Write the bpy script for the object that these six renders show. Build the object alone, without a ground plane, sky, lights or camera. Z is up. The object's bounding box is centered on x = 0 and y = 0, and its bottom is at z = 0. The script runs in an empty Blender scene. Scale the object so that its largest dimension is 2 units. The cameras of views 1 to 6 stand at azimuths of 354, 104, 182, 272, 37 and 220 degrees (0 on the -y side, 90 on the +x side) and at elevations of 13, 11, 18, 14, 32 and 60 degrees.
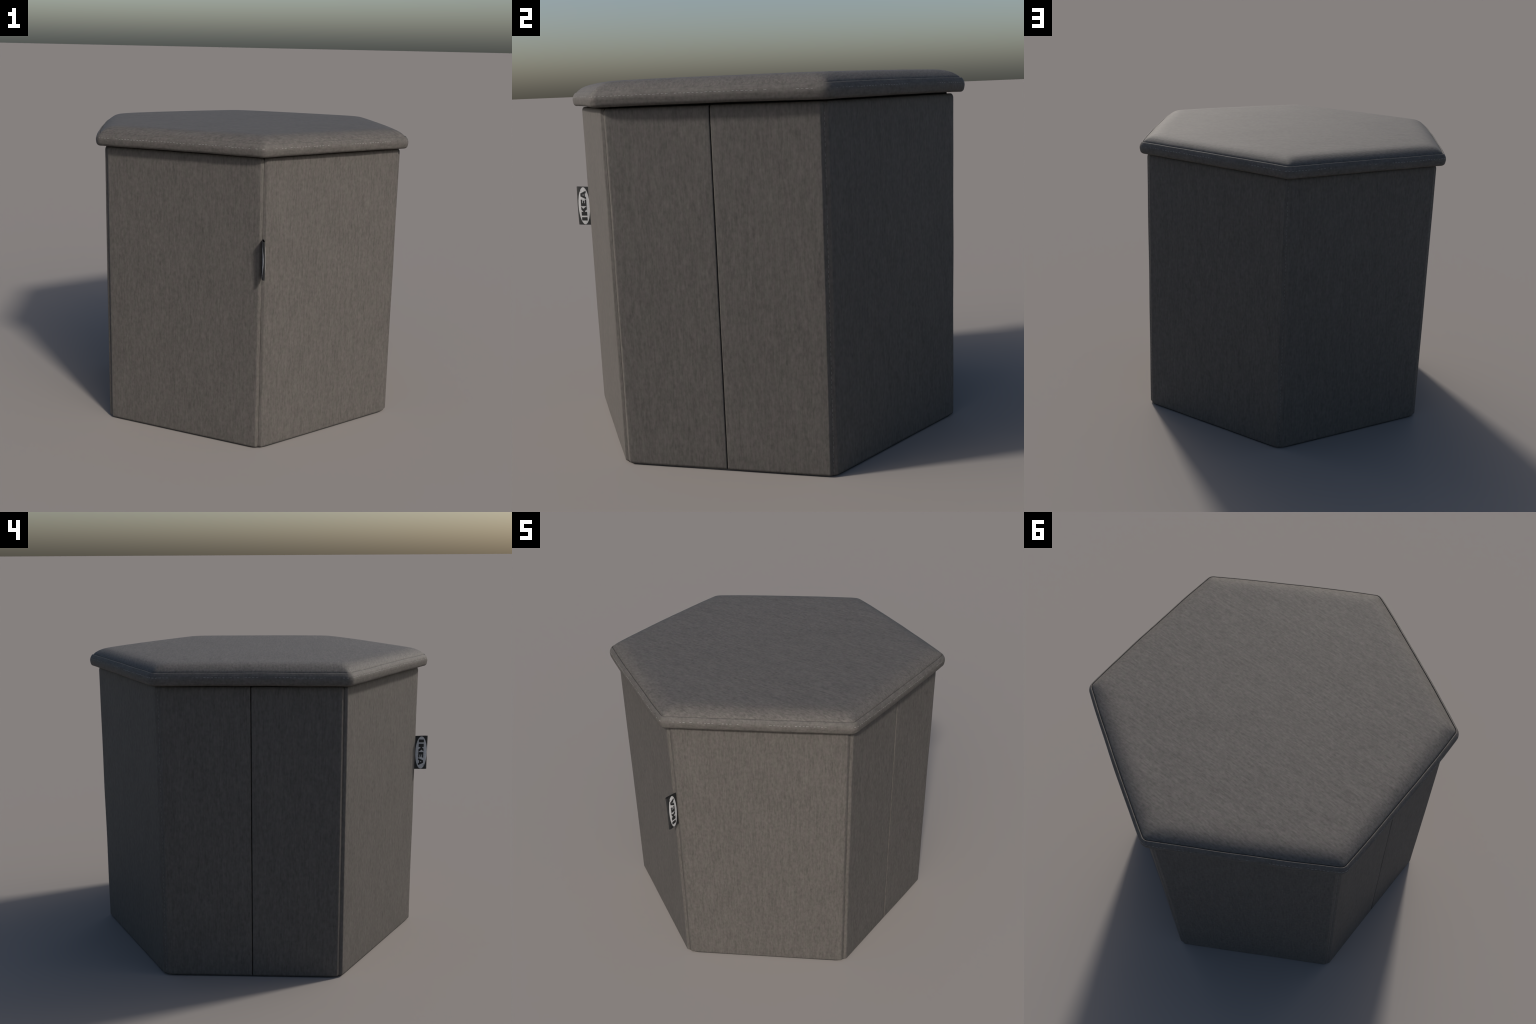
"""Hexagonal fabric storage ottoman: six upholstered wall panels round an inner box,
a padded lid with a sewn rim, seam stitching and a folded woven label on one corner."""
import bpy, bmesh, math, random
from mathutils import Vector, noise

random.seed(11)
CX, CY = 0.0035, 0.0120           # plan centre of the body
LX, LY = 0.0000, 0.0108           # plan centre of the lid
A_BODY = 0.8212                   # centre to wall face
WALL_Z0, WALL_Z1 = 0.004, 1.575
PANEL_T = 0.040
TAN30 = math.tan(math.radians(30))

# ------------------------------------------------------------------ materials
def new_mat(name):
    m = bpy.data.materials.new(name)
    m.use_nodes = True
    nt = m.node_tree
    return m, nt, nt.nodes["Principled BSDF"]

def node(nt, kind, **kw):
    n = nt.nodes.new(kind)
    for k, v in kw.items():
        setattr(n, k, v)
    return n

def noise_node(nt, coord, scale_xyz, detail=3.0, rough=0.55, offset=(0, 0, 0)):
    mp = node(nt, "ShaderNodeMapping")
    mp.inputs["Scale"].default_value = scale_xyz
    mp.inputs["Location"].default_value = offset
    nt.links.new(coord, mp.inputs["Vector"])
    nz = node(nt, "ShaderNodeTexNoise")
    nz.inputs["Scale"].default_value = 1.0
    nz.inputs["Detail"].default_value = detail
    nz.inputs["Roughness"].default_value = rough
    nt.links.new(mp.outputs["Vector"], nz.inputs["Vector"])
    return nz.outputs["Fac"]

def math_node(nt, op, a, b):
    n = node(nt, "ShaderNodeMath", operation=op)
    for i, v in enumerate((a, b)):
        if isinstance(v, (int, float)):
            n.inputs[i].default_value = v
        else:
            nt.links.new(v, n.inputs[i])
    return n.outputs[0]

FABRIC_MID = (0.0790, 0.0719, 0.0655)

def fabric(name, along, contrast=0.9, fineness=1.0, gain=1.02):
    """Melange upholstery cloth; `along` (0,1,2) = world axis the yarn slubs run along."""
    m, nt, bsdf = new_mat(name)
    coord = node(nt, "ShaderNodeTexCoord").outputs["Object"]
    def sc(fine, long_):
        fine, long_ = fine * fineness, long_ * fineness ** 0.5
        s = [fine, fine, fine]
        if along == 3:            # rim strip: slubs run round the rim
            s = [long_ * 1.8, long_ * 1.8, fine * 0.8]
        else:
            s[along] = long_
        return s
    slub = noise_node(nt, coord, sc(150, 21), 2.0, 0.5)
    speck = noise_node(nt, coord, sc(84, 50), 2.0, 0.6, (3.1, 7.7, 1.9))
    patch = noise_node(nt, coord, sc(9, 4), 3.0, 0.6, (11, 2, 5))
    grain = noise_node(nt, coord, sc(72, 7), 2.0, 0.5, (8.3, 1.1, 6.4))
    tint = noise_node(nt, coord, sc(60, 22), 1.0, 0.5, (4, 17, 9))
    v = math_node(nt, "MULTIPLY", slub, 0.32)
    v = math_node(nt, "ADD", v, math_node(nt, "MULTIPLY", speck, 0.40))
    v = math_node(nt, "ADD", v, math_node(nt, "MULTIPLY", patch, 0.08))
    v = math_node(nt, "ADD", v, math_node(nt, "MULTIPLY", grain, 0.20))
    ramp = node(nt, "ShaderNodeValToRGB")
    e = ramp.color_ramp.elements
    def col(f):
        return tuple(c * (1 + (f - 1) * contrast) * gain for c in FABRIC_MID) + (1,)
    e[0].position, e[0].color = 0.33, col(0.64)
    e[1].position, e[1].color = 0.67, col(1.34)
    k = ramp.color_ramp.elements.new(0.5); k.color = col(1.0)
    nt.links.new(v, ramp.inputs["Fac"])
    hue = node(nt, "ShaderNodeValToRGB")
    h = hue.color_ramp.elements
    h[0].position, h[0].color = 0.36, (0.98, 1.0, 0.98, 1)
    h[1].position, h[1].color = 0.64, (1.022, 0.995, 1.012, 1)
    nt.links.new(tint, hue.inputs["Fac"])
    mix = node(nt, "ShaderNodeMix", data_type="RGBA", blend_type="MULTIPLY")
    mix.inputs[0].default_value = 1.0
    nt.links.new(ramp.outputs["Color"], mix.inputs[6])
    nt.links.new(hue.outputs["Color"], mix.inputs[7])
    nt.links.new(mix.outputs[2], bsdf.inputs["Base Color"])
    bsdf.inputs["Roughness"].default_value = 0.72
    bsdf.inputs["Specular IOR Level"].default_value = 0.37
    weave = noise_node(nt, coord, sc(520, 160), 2.0, 0.6)
    hgt = math_node(nt, "ADD", weave, math_node(nt, "MULTIPLY", slub, 0.6))
    bump = node(nt, "ShaderNodeBump")
    bump.inputs["Strength"].default_value = 0.12
    bump.inputs["Distance"].default_value = 0.003
    nt.links.new(hgt, bump.inputs["Height"])
    nt.links.new(bump.outputs["Normal"], bsdf.inputs["Normal"])
    return m

def plain(name, rgb, rough=0.8, grain=0.0, scale=300):
    m, nt, bsdf = new_mat(name)
    coord = node(nt, "ShaderNodeTexCoord").outputs["Object"]
    nz = noise_node(nt, coord, (scale, scale, scale), 2.0, 0.6)
    ramp = node(nt, "ShaderNodeValToRGB")
    e = ramp.color_ramp.elements
    e[0].position, e[0].color = 0.3, tuple(c * (1 - grain) for c in rgb) + (1,)
    e[1].position, e[1].color = 0.7, tuple(c * (1 + grain) for c in rgb) + (1,)
    nt.links.new(nz, ramp.inputs["Fac"])
    nt.links.new(ramp.outputs["Color"], bsdf.inputs["Base Color"])
    bsdf.inputs["Roughness"].default_value = rough
    return m

MAT_WALL = fabric("wall_cloth_vertical_slub", 2)
MAT_TOP = fabric("seat_cloth_crosswise_slub", 0, 1.1, 1.2)
MAT_RIM = fabric("rim_cloth", 3)
MAT_LINER = plain("dark_liner_board", (0.012, 0.012, 0.012), 0.9, 0.2)
MAT_BOTTOM_STRIP = plain("black_bottom_strip", (0.02, 0.02, 0.021), 0.9, 0.25)
MAT_THREAD = plain("pale_grey_thread", (0.205, 0.20, 0.19), 0.7, 0.25, 140)
MAT_TAG = plain("black_woven_label", (0.012, 0.0125, 0.013), 0.6, 0.25, 260)
MAT_TAG_WHITE = plain("white_woven_label", (0.54, 0.535, 0.53), 0.6, 0.10, 160)

# ------------------------------------------------------------------ helpers
ROOT = bpy.data.objects.new("storage_ottoman", None)
ROOT.empty_display_size = 0.3
bpy.context.scene.collection.objects.link(ROOT)
ROOT["label"] = "hexagonal grey-brown fabric storage ottoman with padded lid"
ROOT["category"] = "ottoman"

def add_mesh(name, verts, faces, mat, parent=ROOT, sharp=40, stuff=False):
    me = bpy.data.meshes.new(name)
    me.from_pydata([tuple(v) for v in verts], [], faces)
    me.update()
    bm = bmesh.new(); bm.from_mesh(me)
    bmesh.ops.recalc_face_normals(bm, faces=bm.faces)
    bm.to_mesh(me); bm.free()
    me.shade_smooth()
    me.set_sharp_from_angle(angle=math.radians(sharp))
    me.materials.append(mat)
    ob = bpy.data.objects.new(name, me)
    bpy.context.scene.collection.objects.link(ob)
    ob.parent = parent
    if stuff:
        ob["kind"] = "stuff"
    return ob

def wobble(p, amp, scale, seed=0.0):
    return amp * noise.noise(Vector((p[0] * scale + seed, p[1] * scale - seed, p[2] * scale + 0.7 * seed)))

def frame(az):
    """outward normal and tangent (towards growing azimuth) of a wall; azimuth 0 = -y, 90 = +x"""
    a = math.radians(az)
    n = Vector((math.sin(a), -math.cos(a), 0))
    t = Vector((math.cos(a), math.sin(a), 0))
    return n, t

def lofted(rings, closed_caps=True):
    n = len(rings[0])
    verts = [v for r in rings for v in r]
    faces = []
    for j in range(len(rings) - 1):
        for i in range(n):
            k = (i + 1) % n
            faces.append((j * n + i, j * n + k, (j + 1) * n + k, (j + 1) * n + i))
    if closed_caps:
        faces.append(tuple(range(n))[::-1])
        faces.append(tuple((len(rings) - 1) * n + i for i in range(n)))
    return verts, faces

# ------------------------------------------------------------------ wall panels
def fillet(p_prev, p, p_next, r, seg):
    """points of an arc of radius r that rounds the corner p of a 2D outline"""
    a = (p_prev - p).normalized(); b = (p_next - p).normalized()
    ang = a.angle(b)
    tl = r / math.tan(ang / 2)
    c = p + (a + b).normalized() * (r / math.sin(ang / 2))
    s, e = p + a * tl - c, p + b * tl - c
    tot = s.angle_signed(e)
    out = []
    for i in range(seg + 1):
        th = -tot * i / seg
        out.append(c + Vector((s.x * math.cos(th) - s.y * math.sin(th), s.x * math.sin(th) + s.y * math.cos(th))))
    return out

def panel_outline(a, inset, left, right):
    """Cross-section of a wall panel in (t, n): `left`/`right` give how each end is finished:
    'groove'  mitred at the corner with a rolled edge, leaving a V groove to its neighbour
    'wrap'    cloth runs round a soft corner up to a sewn crease
    'fold'    square end with a small roll, at the folding line in the wall's middle"""
    nf = a - inset
    ni = a - PANEL_T
    cos30 = math.cos(math.radians(30))
    def end(kind, sgn):
        def on_mitre(n, gap):
            return Vector((sgn * (n * TAN30 - gap / cos30), n))
        inner = on_mitre(ni, 0.0006)
        if kind == 'fold':
            x0 = -sgn * (0.0018 + 0.25 * inset)
            return [Vector((x0, ni))] + fillet(Vector((x0, ni)), Vector((x0, nf)), Vector((x0 - sgn, nf)), 0.0042, 7)
        if kind == 'groove':          # edge rolls over by `turn` before it dives into the crease
            turn, setback, r, pull = math.radians(50), 0.0235, 0.011, 0.0
        else:                         # 'wrap': tight bend, then a flat bevel pulled in by the seam
            turn, setback, r, pull = math.radians(33), 0.0225, 0.010, 0.0012
        steps = 7
        path = [(r * math.sin(turn * k / steps), r * (1 - math.cos(turn * k / steps))) for k in range(steps + 1)]
        # run straight on until the mitre plane is met: x + TAN30 * drop = setback
        x, d = path[-1]
        left_over = (setback - x - TAN30 * d) / (math.cos(turn) + TAN30 * math.sin(turn))
        for k in (0.35, 0.7, 0.9, 1.0):
            extra = pull if k == 1.0 else 0.0
            path.append((x + left_over * k * math.cos(turn), d + left_over * k * math.sin(turn) + extra))
        g = 0.0006 + (0.55 if kind == 'groove' else 0.1) * inset
        h = nf * TAN30 - setback - (g - 0.0006) / cos30
        pts = [Vector((sgn * (h + px - 0.0006), nf - pd)) for px, pd in path]
        return [inner] + pts[::-1]
    L = end(left, -1)
    R = end(right, 1)[::-1]
    x0, x1 = L[-1].x, R[0].x
    mid = [Vector((x0 + (x1 - x0) * i / 14, nf)) for i in range(1, 14)]
    return L + mid + R

def wall_levels():
    """(z, inset): soft hem at the bottom, rolled edge at the top, flat between"""
    lv = []
    for i in range(6):
        th = math.pi / 2 * i / 5
        lv.append((WALL_Z0 + 0.012 * (1 - math.cos(th)), 0.007 * (1 - math.sin(th))))
    n = 22
    z0, z1 = lv[-1][0], WALL_Z1 - 0.022
    for i in range(1, n):
        lv.append((z0 + (z1 - z0) * i / n, 0.0))
    for i in range(8):
        th = math.pi / 2 * i / 7
        lv.append((z1 + 0.022 * math.sin(th), 0.011 * (1 - math.cos(th))))
    return lv

def wall_panel(name, az, left, right, seed):
    nrm, tan = frame(az)
    rings = []
    for z, inset in wall_levels():
        ring = []
        for p in panel_outline(A_BODY, inset, left, right):
            w = Vector((CX, CY, z)) + nrm * p.y + tan * p.x
            if p.y > A_BODY - 0.02:
                w += nrm * wobble(w, 0.0016, 3.2, seed)
            ring.append(w)
        rings.append(ring)
    v, f = lofted(rings)
    return add_mesh(name, v, f, MAT_WALL, sharp=50)

wall_panel("side_panel", 30, 'groove', 'groove', 1.0)
wall_panel("side_panel", 330, 'groove', 'groove', 2.0)
wall_panel("side_panel", 150, 'wrap', 'wrap', 3.0)
wall_panel("side_panel", 210, 'wrap', 'wrap', 4.0)
# the two side walls fold inward: each is made of two boards that meet at a crease
wall_panel("folding_panel", 90, 'groove', 'fold', 5.0)
wall_panel("folding_panel", 90, 'fold', 'wrap', 6.0)
wall_panel("folding_panel", 270, 'wrap', 'fold', 7.0)
wall_panel("folding_panel", 270, 'fold', 'groove', 8.0)

# ------------------------------------------------------------------ rounded hexagon path
def hexagon(a, r, side_seg=26, corner_seg=8, bow=0.0):
    """Rounded hexagon of apothem a whose sides bow outward by `bow`; yields (position, outward, bend) with bend 0 mid-side .. 1 at corner"""
    out = []
    r = max(r, 0.001)
    h = a * TAN30
    tl = r * TAN30
    for k in range(6):
        az = 30 + 60 * k
        n, t = frame(az)
        s = h - tl
        for i in range(side_seg):
            u = -1 + 2 * i / side_seg
            b = abs(u * s / h)
            out.append((n * (a + bow * (1 - (b * h / s) ** 2)) + t * (s * u), n, b))
        c = n * (a - r) + t * s
        for i in range(corner_seg):
            d, _ = frame(az + 60 * i / corner_seg)
            out.append((c + d * r, d, 1.0))
    return out

def droop(bend, amount):
    return -amount * bend ** 2

def hex_prism(name, a, r, z0, z1, mat):
    rings = [[Vector((CX, CY, z)) + p for p, _, _ in hexagon(a, r, 2, 5)] for z in (z0, z1)]
    v, f = lofted(rings)
    return add_mesh(name, v, f, mat, sharp=30)

hex_prism("inner_box", A_BODY - PANEL_T + 0.008, 0.01, 0.012, 1.568, MAT_LINER)
hex_prism("dark_bottom_strip", A_BODY - 0.006, 0.10, 0.0, 0.011, MAT_BOTTOM_STRIP)
hex_prism("lid_liner", 0.788, 0.015, 1.5685, 1.5835, MAT_LINER)

# ------------------------------------------------------------------ lid
LID = bpy.data.objects.new("lid", None)
bpy.context.scene.collection.objects.link(LID)
LID.parent = ROOT
LID_BOW = 0.0062                  # the padded sides bulge outward mid-side
LID_R = 0.058                      # corner radius at the widest line of the rim

def smooth_curve(pts, per=5):
    """Catmull-Rom through 2D control points"""
    out = []
    P = [Vector(p) for p in pts]
    for i in range(len(P) - 1):
        p0, p1, p2, p3 = P[max(i - 1, 0)], P[i], P[i + 1], P[min(i + 2, len(P) - 1)]
        for j in range(per):
            t = j / per
            out.append(0.5 * ((2 * p1) + (p2 - p0) * t + (2 * p0 - 5 * p1 + 4 * p2 - p3) * t * t + (3 * p1 - p0 - 3 * p2 + p3) * t ** 3))
    out.append(P[-1])
    return out

RIM = [(0.8092, 1.5867), (0.8332, 1.5847), (0.8482, 1.5837), (0.8567, 1.5882), (0.8617, 1.5960), (0.8647, 1.6130),
       (0.8640, 1.6240), (0.8612, 1.6335), (0.8567, 1.6410), (0.8522, 1.6473), (0.8485, 1.6497), (0.8456, 1.6480), (0.8444, 1.6400), (0.8437, 1.6250)]
RIM_DROOP = 0.0032

def rim_point(a, z, side_seg=26):
    out = []
    rc = max(0.008, LID_R + (a - 0.8647) * 1.3)
    k = min(1.0, max(0.0, (z - 1.58) / 0.05))
    for p, n, b in hexagon(a, rc, side_seg, bow=LID_BOW):
        q = Vector((LX, LY, z + droop(b, RIM_DROOP * (0.9 + 0.1 * k)))) + p
        w = wobble(q, 0.0022, 5.5, 3.3)
        out.append((q + n * w + Vector((0, 0, wobble(q, 0.0014, 6.0, 9.1))), n))
    return out

rings = [[q for q, _ in rim_point(p.x, p.y)] for p in smooth_curve(RIM, 4)]
v, f = lofted(rings, closed_caps=False)
add_mesh("lid_rim", v, f, MAT_RIM, parent=LID, sharp=80)

# padded top: steep rolled edge, then a long gentle crown
SEAM_A = 0.8440
PAD = [(0.0, 1.6400), (0.0007, 1.6470), (0.0045, 1.6543), (0.0130, 1.6625), (0.0300, 1.6738), (0.0550, 1.6838),
       (0.0850, 1.6888), (0.1200, 1.6907), (0.2000, 1.6918), (0.4000, 1.6945), (0.6000, 1.6952), (0.8300, 1.6955)]
rings = []
pad_curve = [Vector((-0.0004, 1.6300))] + smooth_curve(PAD, 5)
for q in pad_curve:
    d = max(q.x, 0.0)
    a = SEAM_A - q.x
    rc = min(0.030 + 0.42 * d, a * 0.75)
    fade = max(0.0, 1 - d / 0.25)
    ring = []
    for p, n, b in hexagon(a, rc, bow=LID_BOW * max(0.0, 1 - d / 0.5)):
        w = Vector((LX, LY, q.y + droop(b, RIM_DROOP) * fade)) + p
        bulge = min(1.0, d / 0.05)
        w.z += bulge * wobble((w.x, w.y, 0), 0.0012, 2.6, 5.0)
        w += n * (1 - bulge) * wobble(w, 0.0022, 5.5, 3.3)
        w.z += (1 - bulge) * wobble(w, 0.0014, 6.0, 9.1)
        ring.append(w)
    rings.append(ring)
v, f = lofted(rings, closed_caps=False)
f.append(tuple((len(rings) - 1) * len(rings[0]) + i for i in range(len(rings[0]))))
add_mesh("seat_pad", v, f, MAT_TOP, parent=LID, sharp=80)

# ------------------------------------------------------------------ stitching
def capsule(centre, axis, up, length, rad, verts, faces, seg=6):
    axis = axis.normalized(); side = axis.cross(up).normalized(); up = side.cross(axis)
    base = len(verts)
    rows = [(-0.5, 0.0), (-0.46, 0.6), (-0.36, 1.0), (0.36, 1.0), (0.46, 0.6), (0.5, 0.0)]
    for u, k in rows:
        for i in range(seg):
            th = 2 * math.pi * i / seg
            verts.append(centre + axis * (u * length) + (side * math.cos(th) + up * math.sin(th)) * rad * max(k, 0.05))
    for j in range(len(rows) - 1):
        for i in range(seg):
            k = (i + 1) % seg
            faces.append((base + j * seg + i, base + j * seg + k, base + (j + 1) * seg + k, base + (j + 1) * seg + i))

def rim_stitches():
    line = rim_point(0.8632, 1.6270, 60)
    n = len(line)
    verts, faces = [], []
    # walk along the closed line by arc length
    seglen = [(line[(i + 1) % n][0] - line[i][0]).length for i in range(n)]
    total = sum(seglen)
    pitch = total / round(total / 0.0185)
    s, i, acc, count = 0.0, 0, 0.0, round(total / 0.0185)
    rnd = random.Random(5)
    for c in range(count):
        s = c * pitch
        while acc + seglen[i] < s:
            acc += seglen[i]; i += 1
        t = (s - acc) / seglen[i]
        p = line[i][0].lerp(line[(i + 1) % n][0], t)
        nn = line[i][1]
        ax = line[(i + 1) % n][0] - line[i][0]
        # the thread sinks into the cloth here and there
        cover = noise.noise(Vector((s * 9.0, 1.7, 0.3)))
        if cover > 0.30 or rnd.random() < 0.07:
            continue
        sink = 0.0004 + 0.0007 * max(0.0, cover + 0.35) + rnd.uniform(-0.0003, 0.0003)
        capsule(p - nn * sink + Vector((0, 0, rnd.uniform(-0.0008, 0.0008))), ax, nn, 0.0135 * rnd.uniform(0.75, 1.1), 0.0013, verts, faces)
    add_mesh("rim_stitching", verts, faces, MAT_THREAD, parent=LID, stuff=True)

rim_stitches()

def corner_stitches(az):
    d, t = frame(az)
    rnd = random.Random(int(az))
    reach = A_BODY / math.cos(math.radians(30)) - 0.0118
    verts, faces = [], []
    z = 0.03
    while z < WALL_Z1 - 0.03:
        ln = 0.0145 * rnd.uniform(0.8, 1.15)
        w = Vector((CX, CY, z)) + d * (reach - 0.0002) + t * rnd.uniform(-0.0004, 0.0004)
        if rnd.random() > 0.06:
            capsule(w, Vector((0, 0, 1)), d, ln, 0.0011, verts, faces)
        z += 0.0205
    add_mesh("corner_stitching", verts, faces, MAT_THREAD_DIM, stuff=True)

MAT_THREAD_DIM = plain("grey_thread", (0.165, 0.158, 0.147), 0.75, 0.25, 140)
for az in (120, 180, 240):
    corner_stitches(az)

# ------------------------------------------------------------------ folded woven label on the front corner
TAG_Z0, TAG_Z1 = 0.958, 1.160
TAG_Y0, TAG_Y1 = -0.912, -1.0      # sewn edge, folded edge
TAG_X = 0.006

# half section of the loop: (share of the way from seam to fold, half thickness)
LOOP = [(0.0, 0.0011), (0.15, 0.0016), (0.35, 0.0036), (0.55, 0.0056), (0.72, 0.0066), (0.86, 0.0067), (0.94, 0.0056), (0.982, 0.0032), (1.0, 0.0)]
loop_curve = smooth_curve(LOOP, 6)

def label_surface(side, u, w, lift=0.0):
    """point on the label: side +1/-1, u share from seam (0) to fold (1), w height share"""
    u = min(max(u, 0.0), 1.0)
    best = 0
    while best < len(loop_curve) - 2 and loop_curve[best + 1].x < u:
        best += 1
    a, b = loop_curve[best], loop_curve[best + 1]
    t = 0 if b.x == a.x else (u - a.x) / (b.x - a.x)
    half = a.y + (b.y - a.y) * t
    L = TAG_Y1 - TAG_Y0
    slope = Vector(((b.x - a.x) * abs(L), b.y - a.y)).normalized()
    nx, ny = slope.x, slope.y                     # outward normal: sideways and towards the fold
    sway = 0.004 * u * (0.5 - w) + 0.003 * math.sin(w * 3.1) * u
    half *= 0.85 if side > 0 else 1.0             # the sunny ply lies flatter
    x = TAG_X - 0.002 * u + sway + side * (half + lift * nx)
    y = TAG_Y0 + L * u - lift * ny
    return Vector((x, y, TAG_Z0 + (TAG_Z1 - TAG_Z0) * w + 0.002 * u))

def label_cloth():
    th = 0.0009
    outer = [(1, p.x) for p in loop_curve] + [(-1, p.x) for p in loop_curve[::-1][1:]]
    rows = 14
    rings = []
    for j in range(rows + 1):
        w = j / rows
        o = [label_surface(s, u, w, 0.0) for s, u in outer]
        i = [label_surface(s, min(u, 0.985), w, -th) for s, u in outer][::-1]
        rings.append(o + i)
    v, f = lofted(rings, closed_caps=False)
    n, m = len(rings[0]), len(outer)
    for base in (0, rows * n):                     # close the cut edges of the band
        for i in range(m - 1):
            f.append((base + i, base + i + 1, base + n - 2 - i, base + n - 1 - i))
    return add_mesh("label", v, f, MAT_TAG, sharp=45)

LABEL = label_cloth()

def lay_on_label(name, shapes, side, lift, thick, mat, parent):
    """flat shapes (lists of (u, w) outlines) laid on the label as thin raised weave"""
    bm = bmesh.new()
    for outline in shapes:
        outline = outline if side > 0 else outline[::-1]
        vs = [bm.verts.new((u, w, 0)) for u, w in outline]
        bm.faces.new(vs).normal_update()
    bmesh.ops.triangulate(bm, faces=bm.faces[:], ngon_method="EAR_CLIP")
    for _ in range(7):
        long_edges = [e for e in bm.edges if e.calc_length() > 0.03]
        if not long_edges:
            break
        bmesh.ops.subdivide_edges(bm, edges=long_edges, cuts=1)
        bmesh.ops.triangulate(bm, faces=bm.faces[:], ngon_method="EAR_CLIP")
    ext = bmesh.ops.extrude_face_region(bm, geom=bm.faces[:])
    top = [g for g in ext["geom"] if isinstance(g, bmesh.types.BMVert)]
    topset = set(top)
    for vtx in bm.verts:
        l = lift + (thick if vtx in topset else -0.0002)
        vtx.co = label_surface(side, vtx.co.x, vtx.co.y, l)
    me = bpy.data.meshes.new(name)
    bmesh.ops.recalc_face_normals(bm, faces=bm.faces[:])
    bm.to_mesh(me); bm.free()
    me.materials.append(mat)
    ob = bpy.data.objects.new(name, me)
    bpy.context.scene.collection.objects.link(ob)
    ob.parent = parent
    return ob

def oval(side, n=48):
    cu, half, cw = (0.560, 0.350, 0.5) if side > 0 else (0.590, 0.380, 0.5)
    return [(cu + half * math.cos(2 * math.pi * i / n), cw + 0.487 * math.sin(2 * math.pi * i / n)) for i in range(n)]

def letters():
    """Heavy slab capitals; local x along the word 0..1, y 0..1 up the cap height."""
    g = {}
    g['I'] = ([[(0, 0), (1, 0), (1, 1), (0, 1)]], 0.105)
    g['K'] = ([[(0, 0), (0.42, 0), (0.42, 0.30), (0.52, 0.40), (0.70, 0), (1.06, 0), (0.76, 0.62), (1.02, 1), (0.66, 1), (0.42, 0.62), (0.42, 1), (0, 1)]], 0.285)
    g['E'] = ([[(0, 0), (0.45, 0), (0.45, 1), (0, 1)]] +
              [[(0.45, lo), (reach, lo), (reach, hi), (0.45, hi)] for lo, hi, reach in ((0, 0.25, 1), (0.38, 0.62, 0.84), (0.75, 1, 1))], 0.205)
    half = [(0, 0), (0.27, 0), (0.335, 0.19), (0.5, 0.19), (0.5, 0.40), (0.41, 0.40), (0.5, 0.70), (0.5, 1), (0.32, 1)]
    g['A'] = ([half, [(1 - px, py) for px, py in half][::-1]], 0.265)
    return g

def word(side):
    g = letters()
    x = 0.0
    shapes = []
    w0, w1 = 0.115, 0.895
    u0, u1 = 0.41, 0.75            # foot and head of the capitals (head towards the fold)
    gaps = {'I': 0.052, 'K': 0.020, 'E': 0.016, 'A': 0.0}
    total = sum(g[c][1] for c in 'IKEA') + sum(gaps.values())
    for c in 'IKEA':
        polys, adv = g[c]
        for poly in polys:
            pts = []
            for px, py in poly:
                s = (x + px * adv) / total
                # the word reads upward on the +x side and downward on the other
                w = w0 + (w1 - w0) * s if side > 0 else w1 - (w1 - w0) * s
                pts.append((u0 + (u1 - u0) * py, w))
            shapes.append(pts)
        x += adv + gaps[c]
    # the small round mark after the word
    s = 0.955
    w = w0 + (w1 - w0) * s + 0.03 if side > 0 else w1 - (w1 - w0) * s - 0.03
    shapes.append([(u1 + 0.02 + 0.030 * math.cos(i * math.pi / 5), w + 0.013 * math.sin(i * math.pi / 5)) for i in range(10)])
    return shapes

for side in (1, -1):
    lay_on_label("oval_emblem", [oval(side)], side, 0.0003, 0.0004, MAT_TAG_WHITE, LABEL)
    lay_on_label("lettering", word(side), side, 0.0009, 0.0004, MAT_TAG, LABEL)
